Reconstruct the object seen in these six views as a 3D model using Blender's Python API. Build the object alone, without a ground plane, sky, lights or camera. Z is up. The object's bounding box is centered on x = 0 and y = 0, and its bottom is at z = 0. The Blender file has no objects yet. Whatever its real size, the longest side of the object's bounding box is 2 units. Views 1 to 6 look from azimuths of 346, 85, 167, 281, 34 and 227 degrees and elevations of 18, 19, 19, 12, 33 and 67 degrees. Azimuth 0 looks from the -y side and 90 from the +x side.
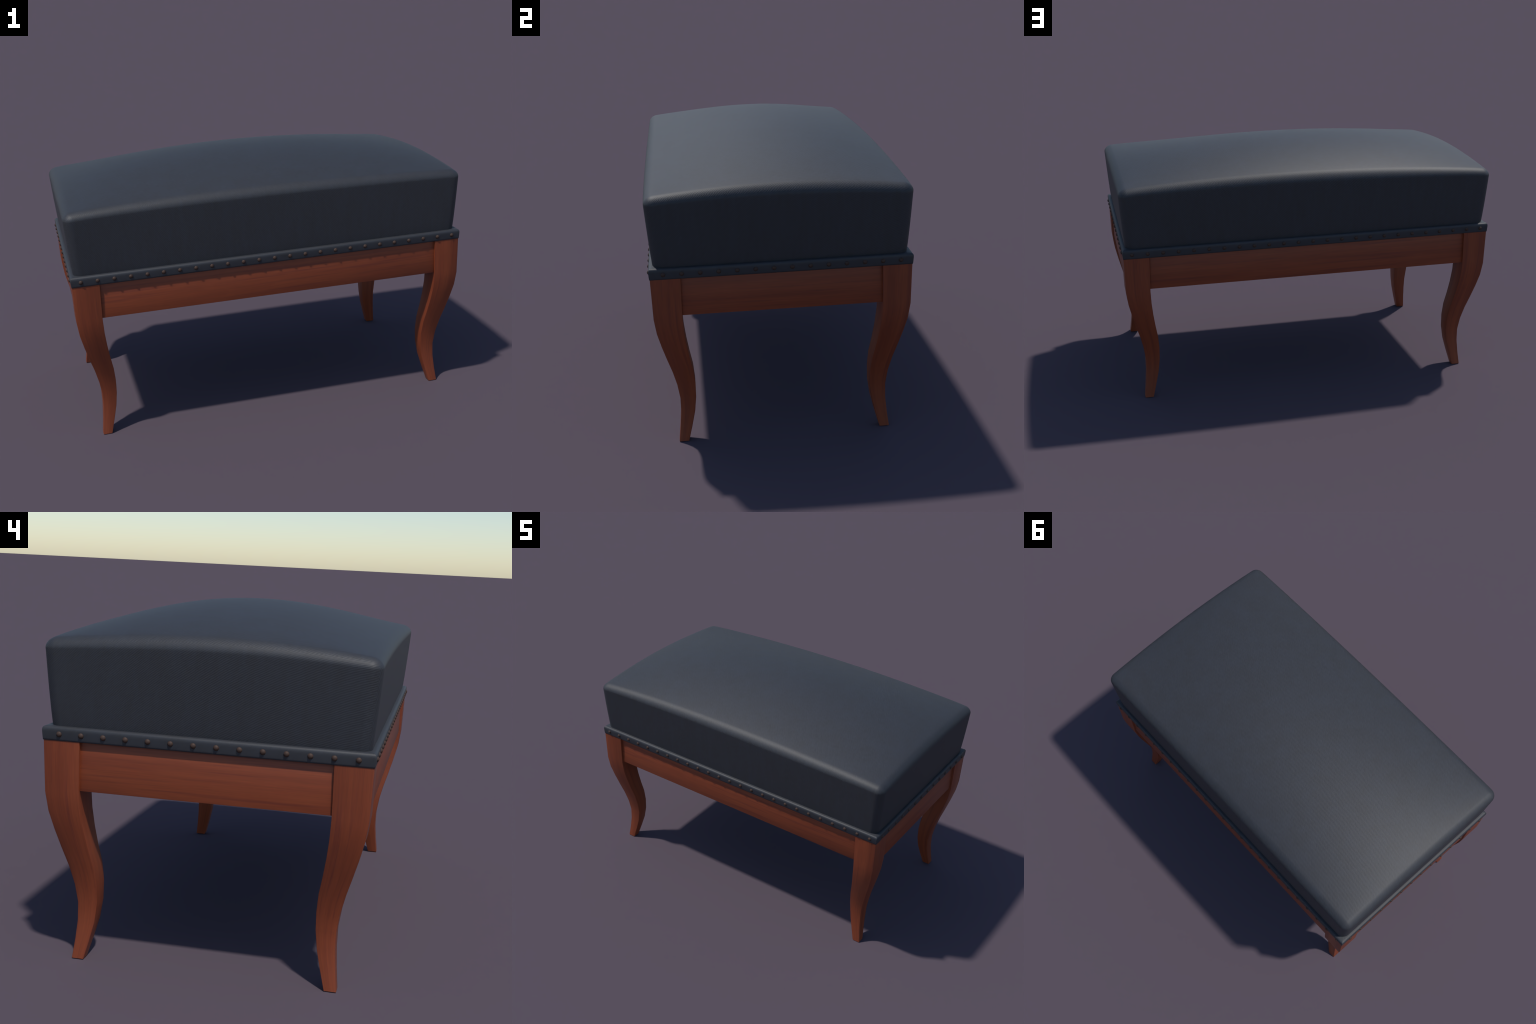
"""Upholstered bench: dark blue-grey cushion, nailed trim band, reddish wooden
frame on four curved legs.  Frame: metres, z up, centred on the origin."""
import bpy, bmesh, math
from mathutils import Vector, Matrix

scene = bpy.context.scene
col = scene.collection

# ------------------------------------------------------------------ sizes
LEG_X, LEG_Y = 0.9872, 0.5666        # outer faces of the leg tops
LEG_TOP = 0.8222                     # wood ends, trim band begins
LEG_W = 0.1300                       # width of a leg at the top
RAIL_SET_BACK = 0.0125               # rails sit behind the leg faces
RAIL_BOTTOM = 0.6475
RAIL_THICK = 0.050
BAND_X, BAND_Y = 0.9918, 0.5714      # widest line of the trim band
NAIL_R = 0.0102
NAIL_PITCH = 0.07880
NAIL_Z = 0.8437

# leg side view: height, how far the outer face lies inside its top line, width
LEG_PROFILE = [
    (0.8222, 0.0000, 0.1300), (0.6370, 0.0040, 0.1236), (0.5660, 0.0130, 0.1180),
    (0.4950, 0.0296, 0.1090), (0.4250, 0.0484, 0.1004), (0.3540, 0.0686, 0.0926),
    (0.2830, 0.0848, 0.0822), (0.2120, 0.0945, 0.0718), (0.1420, 0.0942, 0.0636),
    (0.0710, 0.0878, 0.0535), (0.0000, 0.0788, 0.0440),
]


# ---------------------------------------------------------------- helpers
def new_object(name, mesh, parent, location=(0, 0, 0), rot_z=0.0):
    ob = bpy.data.objects.new(name, mesh)
    ob.location = location
    ob.rotation_euler = (0, 0, rot_z)
    ob.parent = parent
    col.objects.link(ob)
    return ob


def mesh_from_bmesh(bm, name, materials, smooth_angle=None):
    bmesh.ops.recalc_face_normals(bm, faces=bm.faces)
    me = bpy.data.meshes.new(name)
    bm.to_mesh(me)
    bm.free()
    for m in materials:
        me.materials.append(m)
    if smooth_angle is not None:
        me.polygons.foreach_set("use_smooth", [True] * len(me.polygons))
        me.set_sharp_from_angle(angle=math.radians(smooth_angle))
    return me


class Nodes:
    """Small builder for node trees."""

    def __init__(self, name):
        self.mat = bpy.data.materials.new(name)
        self.mat.use_nodes = True
        self.t = self.mat.node_tree
        self.bsdf = self.t.nodes["Principled BSDF"]
        self.tc = self.t.nodes.new("ShaderNodeTexCoord")

    def put(self, socket, value):
        if isinstance(value, bpy.types.NodeSocket):
            self.t.links.new(value, socket)
        else:
            socket.default_value = value

    def math(self, op, a, b=0.0, c=0.0):
        n = self.t.nodes.new("ShaderNodeMath")
        n.operation = op
        for s, v in zip(n.inputs, (a, b, c)):
            self.put(s, v)
        return n.outputs[0]

    def xyz(self, vec):
        n = self.t.nodes.new("ShaderNodeSeparateXYZ")
        self.put(n.inputs[0], vec)
        return n.outputs

    def combine(self, x, y, z):
        n = self.t.nodes.new("ShaderNodeCombineXYZ")
        for s, v in zip(n.inputs, (x, y, z)):
            self.put(s, v)
        return n.outputs[0]

    def noise(self, vec, scale=1.0, detail=2.0, rough=0.5, distortion=0.0):
        n = self.t.nodes.new("ShaderNodeTexNoise")
        self.put(n.inputs["Vector"], vec)
        n.inputs["Scale"].default_value = scale
        n.inputs["Detail"].default_value = detail
        n.inputs["Roughness"].default_value = rough
        n.inputs["Distortion"].default_value = distortion
        return n.outputs["Fac"]

    def ramp(self, fac, stops):
        n = self.t.nodes.new("ShaderNodeValToRGB")
        self.put(n.inputs[0], fac)
        e = n.color_ramp.elements
        while len(e) < len(stops):
            e.new(0.5)
        for el, (p, c) in zip(e, stops):
            el.position = p
            el.color = (*c, 1.0) if len(c) == 3 else c
        return n.outputs[0]

    def mix(self, fac, a, b, mode='MIX'):
        n = self.t.nodes.new("ShaderNodeMix")
        n.data_type = 'RGBA'
        n.blend_type = mode
        self.put(n.inputs[0], fac)
        for s, v in ((n.inputs[6], a), (n.inputs[7], b)):
            self.put(s, (*v, 1.0) if isinstance(v, tuple) else v)
        return n.outputs[2]

    def bump(self, height, strength, distance):
        n = self.t.nodes.new("ShaderNodeBump")
        n.inputs["Strength"].default_value = strength
        n.inputs["Distance"].default_value = distance
        self.put(n.inputs["Height"], height)
        self.t.links.new(n.outputs[0], self.bsdf.inputs["Normal"])

    def set(self, **kw):
        for k, v in kw.items():
            self.put(self.bsdf.inputs[k.replace("_", " ")], v)


# -------------------------------------------------------------- materials
LEATHER_DARK = (0.0218, 0.0238, 0.0296)
LEATHER_LIGHT = (0.0340, 0.0368, 0.0458)
LEATHER_ROUGH = 0.58
TWILL_PERIOD = 0.0066
TWILL_SLOPE = 1.5


def leather(name, side):
    """Twill-embossed upholstery cloth.  side: 'top', 'long', 'short' or 'band'.
    The cloth is laid over the top and folded down each side, so the diagonal
    ribs run on over the edges."""
    n = Nodes(name)
    x, y, z = n.xyz(n.tc.outputs["Object"])
    if side == 'top':
        u, v = x, y
    elif side == 'long':
        u, v = x, n.math('MULTIPLY', z, n.math('MULTIPLY', n.math('SIGN', y), -1.0))
    elif side == 'short':
        u, v = n.math('MULTIPLY', z, n.math('MULTIPLY', n.math('SIGN', x), -1.0)), y
    else:
        u, v = n.math('ADD', x, y), z
    if side == 'short':
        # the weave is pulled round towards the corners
        u = n.math('SUBTRACT', u, n.math('MULTIPLY', n.math('MULTIPLY', y, y),
                                           n.math('MULTIPLY', n.math('SIGN', x), 0.30)))
    length = math.hypot(TWILL_SLOPE, 1.0)
    across = n.math('DIVIDE', n.math('ADD', n.math('MULTIPLY', u, TWILL_SLOPE), v), length)
    along = n.math('DIVIDE', n.math('SUBTRACT', n.math('MULTIPLY', v, TWILL_SLOPE), u), length)
    wob = n.noise(n.combine(u, v, 0.0), scale=7.0, detail=2.0)
    across = n.math('ADD', across, n.math('MULTIPLY', wob, 0.010))
    fray = n.noise(n.combine(u, v, 1.0), scale=60.0, detail=2.0)
    across = n.math('ADD', across, n.math('MULTIPLY', fray, 0.0045 if side == 'top' else 0.0025))
    phase = n.math('MULTIPLY', across, 2 * math.pi / TWILL_PERIOD)
    rib = n.math('MULTIPLY_ADD', n.math('SINE', phase), 0.5, 0.5)
    # stitches break every rib into short lengths
    bead = n.noise(n.combine(n.math('MULTIPLY', across, 1.0 / TWILL_PERIOD),
                             n.math('MULTIPLY', along, 1.0 / 0.022), 3.0), scale=1.0, detail=2.0)
    thread = n.noise(n.combine(n.math('MULTIPLY', u, 30.0), n.math('MULTIPLY', v, 330.0), 0.0),
                     scale=1.0, detail=3.0)
    # soft cloudiness, drawn into upright streaks on the sides
    if side == 'long':
        cloud = n.combine(n.math('MULTIPLY', u, 40.0), n.math('MULTIPLY', v, 7.0), 0.5)
    elif side == 'short':
        cloud = n.combine(n.math('MULTIPLY', u, 7.0), n.math('MULTIPLY', v, 40.0), 0.5)
    else:
        cloud = n.combine(n.math('MULTIPLY', u, 16.0), n.math('MULTIPLY', v, 16.0), 0.5)
    blot = n.noise(cloud, scale=1.0, detail=3.0)
    rib_a, bead_a, thread_a, relief = {'top': (0.16, 1.1, 0.60, 0.17), 'long': (0.45, 0.8, 0.45, 0.26),
                                       'short': (0.48, 0.8, 0.45, 0.26), 'band': (0.1, 0.3, 0.4, 0.10)}[side]
    shade = n.math('MULTIPLY_ADD', rib, rib_a, 0.5 - rib_a / 2)
    shade = n.math('ADD', shade, n.math('MULTIPLY_ADD', bead, bead_a, -bead_a / 2))
    shade = n.math('ADD', shade, n.math('MULTIPLY_ADD', thread, thread_a, -thread_a / 2))
    shade = n.math('ADD', shade, n.math('MULTIPLY_ADD', blot, 0.6, -0.3))
    base = n.mix(shade, LEATHER_DARK, LEATHER_LIGHT)
    # cool and warm threads drift through the cloth
    base = n.mix(n.ramp(blot, [(0.35, (0, 0, 0)), (0.65, (1, 1, 1))]),
                 n.mix(1.0, base, (1.04, 1.00, 0.95), 'MULTIPLY'), base)
    n.set(Base_Color=base, Roughness=LEATHER_ROUGH, Specular_IOR_Level=0.5)
    h = n.math('ADD', n.math('MULTIPLY', rib, 0.7), n.math('MULTIPLY', bead, 0.6))
    n.bump(h, relief, 0.0012)
    return n.mat


def wood(name, axis, follow_leg=False):
    """Reddish stained wood, grain along the given object axis."""
    n = Nodes(name)
    x, y, z = n.xyz(n.tc.outputs["Object"])
    if follow_leg:
        # grain follows the curve of the leg: undo its offset and taper
        def curve(column):
            c = n.t.nodes.new("ShaderNodeFloatCurve")
            pts = c.mapping.curves[0].points
            data = sorted((p[0] / LEG_TOP, p[column] / LEG_W) for p in LEG_PROFILE)
            while len(pts) < len(data):
                pts.new(0.5, 0.5)
            for p, d in zip(pts, data):
                p.location = (min(d[0], 1.0), min(d[1], 1.0))
            c.mapping.update()
            n.put(c.inputs["Value"], n.math('DIVIDE', z, LEG_TOP))
            return c.outputs[0]
        off = n.math('MULTIPLY', curve(1), LEG_W)
        width = curve(2)
        x = n.math('DIVIDE', n.math('ADD', x, off), width)
        y = n.math('DIVIDE', n.math('ADD', y, off), width)
    rnd = n.t.nodes.new("ShaderNodeObjectInfo").outputs["Random"]
    a, b, c = {'x': (y, z, x), 'y': (x, z, y), 'z': (x, y, z)}[axis]
    a = n.math('MULTIPLY_ADD', rnd, 3.7, a)
    c2 = n.math('MULTIPLY_ADD', rnd, 11.0, c)
    # wide figure, narrow dark streaks and fine pores, all drawn out along the grain
    wide = n.noise(n.combine(n.math('MULTIPLY', a, 26), n.math('MULTIPLY', b, 26),
                             n.math('MULTIPLY', c2, 1.1)), detail=3, rough=0.55, distortion=0.1)
    streak = n.noise(n.combine(n.math('MULTIPLY', a, 75), n.math('MULTIPLY', b, 75),
                               n.math('MULTIPLY', c2, 1.8)), detail=2, rough=0.5, distortion=0.0)
    pore = n.noise(n.combine(n.math('MULTIPLY', a, 330), n.math('MULTIPLY', b, 330),
                             n.math('MULTIPLY', c2, 9)), detail=2)
    base = n.ramp(wide, [(0.30, WOOD_A), (0.50, WOOD_B), (0.70, WOOD_C)])
    dark = n.ramp(streak, [(0.30, (1, 1, 1)), (0.44, (0, 0, 0))])
    base = n.mix(n.math('MULTIPLY', dark, 0.6), base, WOOD_STREAK)
    fine = n.math('MULTIPLY_ADD', pore, 0.46, 0.77)
    base = n.mix(1.0, base, n.combine(fine, fine, fine), 'MULTIPLY')
    n.set(Base_Color=base, Roughness=0.50, Specular_IOR_Level=0.5)
    n.bump(n.math('ADD', pore, streak), 0.08, 0.001)
    return n.mat


WOOD_A = (0.180, 0.036, 0.0125)
WOOD_B = (0.215, 0.045, 0.0150)
WOOD_C = (0.240, 0.053, 0.0175)
WOOD_STREAK = (0.140, 0.026, 0.0150)

leather_top = leather("leather_top", 'top')
leather_long = leather("leather_long_side", 'long')
leather_short = leather("leather_short_side", 'short')
leather_band = leather("leather_band", 'band')
wood_leg = wood("wood_leg", 'z', follow_leg=True)
wood_long = wood("wood_long_rail", 'x')
wood_short = wood("wood_short_rail", 'y')

nm = Nodes("bronzed_nail")
spot = nm.noise(nm.tc.outputs["Object"], scale=160.0, detail=2)
nm.set(Base_Color=nm.mix(spot, (0.044, 0.024, 0.0175), (0.068, 0.040, 0.030)),
       Roughness=0.62, Specular_IOR_Level=0.3)
nail_mat = nm.mat

um = Nodes("plain_board")
um.set(Base_Color=(0.10, 0.05, 0.03, 1.0), Roughness=0.7)
board_mat = um.mat

# ------------------------------------------------------------------- root
bench = bpy.data.objects.new("upholstered_bench", None)
bench["label"] = "wooden bench with dark padded seat and curved legs"
bench["category"] = "upholstered bench"
col.objects.link(bench)


# ------------------------------------------------------------------- legs
def leg_mesh():
    """Square section, origin at the outer top corner's foot point; the leg lies
    towards -x and -y.  Small rounding on the four long edges."""
    bm = bmesh.new()
    rings = []
    r = 0.0016
    for z, off, w in LEG_PROFILE:
        o, i = -off, -off - w
        ring = []
        for cx, cy, sx, sy in ((o, o, 1, 1), (i, o, -1, 1), (i, i, -1, -1), (o, i, 1, -1)):
            a0 = math.atan2(sy, sx)
            for k in (-1, 0, 1):
                a = a0 + k * math.pi / 4
                ring.append(bm.verts.new((cx - sx * r + r * math.cos(a),
                                          cy - sy * r + r * math.sin(a), z)))
        rings.append(ring)
    for ra, rb in zip(rings, rings[1:]):
        for k in range(len(ra)):
            k2 = (k + 1) % len(ra)
            bm.faces.new((ra[k], ra[k2], rb[k2], rb[k]))
    bm.faces.new(rings[0])
    bm.faces.new(rings[-1])
    return mesh_from_bmesh(bm, "leg", [wood_leg], 50)


leg_me = leg_mesh()
for sx, sy, rot in ((1, 1, 0.0), (-1, 1, math.pi / 2), (-1, -1, math.pi), (1, -1, -math.pi / 2)):
    new_object("leg", leg_me, bench, (sx * LEG_X, sy * LEG_Y, 0), rot)


# ------------------------------------------------------------------ rails
def rail_mesh(length, along, mat):
    """Plank with softened edges, centred along its length; outer face at 0,
    lying towards the inside (-y for the long rail, -x for the short one)."""
    bm = bmesh.new()
    bmesh.ops.create_cube(bm, size=1.0)
    h = LEG_TOP - RAIL_BOTTOM - 0.001
    zc = RAIL_BOTTOM + h / 2
    if along == 'x':
        M = Matrix.Translation((0, -RAIL_THICK / 2, zc)) @ Matrix.Diagonal((length, RAIL_THICK, h, 1))
    else:
        M = Matrix.Translation((-RAIL_THICK / 2, 0, zc)) @ Matrix.Diagonal((RAIL_THICK, length, h, 1))
    bmesh.ops.transform(bm, matrix=M, verts=bm.verts)
    bmesh.ops.bevel(bm, geom=bm.edges[:], offset=0.0012, segments=2, affect='EDGES', profile=0.5)
    return mesh_from_bmesh(bm, "rail", [mat], 40)


long_me = rail_mesh(2 * (LEG_X - 0.120), 'x', wood_long)
short_me = rail_mesh(2 * (LEG_Y - 0.120), 'y', wood_short)
new_object("rail", long_me, bench, (0, LEG_Y - RAIL_SET_BACK, 0))
new_object("rail", long_me, bench, (0, -LEG_Y + RAIL_SET_BACK, 0), math.pi)
new_object("rail", short_me, bench, (LEG_X - RAIL_SET_BACK, 0, 0))
new_object("rail", short_me, bench, (-LEG_X + RAIL_SET_BACK, 0, 0), math.pi)

# seat board that carries the cushion, hidden between the rails
bm = bmesh.new()
bmesh.ops.create_cube(bm, size=1.0)
bmesh.ops.transform(bm, matrix=Matrix.Translation((0, 0, 0.834)) @
                    Matrix.Diagonal((2 * 0.960, 2 * 0.540, 0.020, 1)), verts=bm.verts)
new_object("seat_board", mesh_from_bmesh(bm, "seat_board", [board_mat]), bench)

# -------------------------------------------------------------- trim band
# cross-section: distance inside the widest line, height
BAND_SECTION = [
    (0.0290, 0.8205), (0.0040, 0.8205), (0.0028, 0.8212), (0.0020, 0.8270), (0.0009, 0.8390),
    (0.0002, 0.8500), (0.0000, 0.8560), (0.0006, 0.8610), (0.0022, 0.8650), (0.0050, 0.8678),
    (0.0090, 0.8693), (0.0150, 0.8700), (0.0420, 0.8700),
]
bm = bmesh.new()
cs = []
CORNER_R = 0.0030
for d, z in BAND_SECTION:
    ring = []
    for sx, sy in ((1, 1), (-1, 1), (-1, -1), (1, -1)):
        X, Y = BAND_X - d, BAND_Y - d
        r = max(CORNER_R - 0.3 * d, 0.0008)
        a0 = math.atan2(sy, sx)
        for k in range(5):
            a = a0 + (k - 2) * math.pi / 8
            ring.append(bm.verts.new((sx * (X - r) + r * math.cos(a),
                                      sy * (Y - r) + r * math.sin(a), z)))
    cs.append(ring)
for ra, rb in zip(cs, cs[1:] + cs[:1]):
    for k in range(len(ra)):
        k2 = (k + 1) % len(ra)
        bm.faces.new((ra[k], ra[k2], rb[k2], rb[k]))
band = new_object("trim_band", mesh_from_bmesh(bm, "trim_band", [leather_band], 60), bench)

# ------------------------------------------------------------------ nails
# flattish dome: a cap of a sphere on a short rim
bm = bmesh.new()
NAIL_H = 0.0066
ball = (NAIL_R ** 2 + NAIL_H ** 2) / (2 * NAIL_H)
rings = [(NAIL_R * 0.97, -0.0040), (NAIL_R, -0.0010)]
for j in range(1, 8):
    a = math.asin(NAIL_R / ball) * (1 - j / 8)
    rings.append((ball * math.sin(a), NAIL_H - ball * (1 - math.cos(a))))
loops = [[bm.verts.new((h, r * math.cos(k * math.pi / 10), r * math.sin(k * math.pi / 10)))
          for k in range(20)] for r, h in rings]
for la, lb in zip(loops, loops[1:]):
    for k in range(20):
        bm.faces.new((la[k], la[(k + 1) % 20], lb[(k + 1) % 20], lb[k]))
tip = bm.verts.new((NAIL_H, 0, 0))
for k in range(20):
    bm.faces.new((loops[-1][k], loops[-1][(k + 1) % 20], tip))
bm.faces.new(loops[0])
nail_me = mesh_from_bmesh(bm, "nail_head", [nail_mat], 60)
NAIL_SINK_X, NAIL_SINK_Y = BAND_X - 0.0004, BAND_Y - 0.0004
for k in range(25):
    x = (k - 12) * NAIL_PITCH + 0.002
    new_object("nail_head", nail_me, band, (x, -NAIL_SINK_Y, NAIL_Z), -math.pi / 2)
    new_object("nail_head", nail_me, band, (-x, NAIL_SINK_Y, NAIL_Z), math.pi / 2)
for k in range(14):
    y = (k - 6.5) * NAIL_PITCH - 0.003
    new_object("nail_head", nail_me, band, (-NAIL_SINK_X, y, NAIL_Z), math.pi)
    new_object("nail_head", nail_me, band, (NAIL_SINK_X, -y, NAIL_Z), 0.0)

# ---------------------------------------------------------------- cushion
Z0 = 0.860                    # foot of the cushion, tucked into the band
Z1 = 1.1766                   # height of its corners
TX, TY = 0.9966, 0.5747       # half size at the shoulder
BX, BY = 0.9726, 0.5513       # half size at the foot
LEAN = 0.80                  # how the sides lean out
R_TOP, R_COR = 0.0325, 0.0450  # rounding of the top edge and of the upright corners


def crown(s, t):
    """How far the stuffing lifts the cover above its corners; a little fuller
    towards the back (+y)."""
    u, v = 1 - s * s, 1 - t * t
    uf, vf = 1 - s ** 6, 1 - t ** 6
    front, back = ((1 - t) / 2) ** 4, ((1 + t) / 2) ** 4
    lift = (0.0269 * u + 0.0007 * uf + 0.0294 * v - 0.0063 * vf
            + 0.0519 * u * v + 0.0083 * u * vf + 0.0213 * uf * v - 0.0060 * uf * vf)
    lean = (0.0037 * s - 0.0015 * t - 0.0024 * t * v + 0.0191 * t * u * v
            + 0.0078 * s * t * u + 0.0012 * s * t * v)
    slack = 0.009 * u * (1 - 0.4 * s) * front + 0.006 * s * u * (v + back)
    roll = 0.006 * (t ** 12 + s ** 30)
    return lift + lean - slack - roll


def shape(p):
    x, y, z = p
    c = Vector((min(max(x, -TX + R_COR), TX - R_COR), min(max(y, -TY + R_COR), TY - R_COR),
                min(z, Z1 - R_TOP)))
    d = Vector(p) - c
    d.z *= R_COR / R_TOP
    if d.length > 1e-9:
        d.normalize()
    q = c + Vector((d.x * R_COR, d.y * R_COR, d.z * R_TOP))
    s, t = q.x / TX, q.y / TY
    f = min(max((q.z - Z0) / (Z1 - Z0), 0), 1)
    fl = f ** LEAN
    return Vector((q.x * (BX + (TX - BX) * fl) / TX + 0.0062 * s * (1 - t * t) * fl,
                   q.y * (BY + (TY - BY) * fl) / TY + (0.0048 if t > 0 else 0.0022 + 0.0040 * s) * t * (1 - s * s) * fl,
                   q.z + f * crown(s, t)))


def spread(n, r, half):
    """Sample positions over -half..half, close together within r of the ends."""
    inner = [(-half + r) + (2 * half - 2 * r) * k / n for k in range(n + 1)]
    k = 8
    edge = [half - r + r * math.tan(math.pi / 4 * (j / k)) for j in range(1, k + 1)]
    return [-e for e in reversed(edge)] + inner + edge


xs = spread(96, R_COR, TX)
ys = spread(60, R_COR, TY)
zs = [Z0 + (Z1 - R_TOP - Z0) * k / 24 for k in range(25)]
zs += [Z1 - R_TOP + R_TOP * math.tan(math.pi / 4 * (j / 8)) for j in range(1, 9)]
bm = bmesh.new()


def patch(us, vs, f, slot):
    g = [[bm.verts.new(f(u, v)) for v in vs] for u in us]
    for i in range(len(us) - 1):
        for j in range(len(vs) - 1):
            fc = bm.faces.new((g[i][j], g[i + 1][j], g[i + 1][j + 1], g[i][j + 1]))
            fc.material_index = slot


patch(xs, ys, lambda u, v: (u, v, Z1), 0)
patch(xs, ys, lambda u, v: (u, v, Z0), 0)
for sg in (-1, 1):
    patch(xs, zs, lambda u, v: (u, sg * TY, v), 1)
    patch(ys, zs, lambda u, v: (sg * TX, u, v), 2)
bmesh.ops.remove_doubles(bm, verts=bm.verts, dist=1e-6)
for v in bm.verts:
    v.co = shape(v.co)
cushion_me = mesh_from_bmesh(bm, "cushion", [leather_top, leather_long, leather_short], 70)
new_object("cushion", cushion_me, bench)
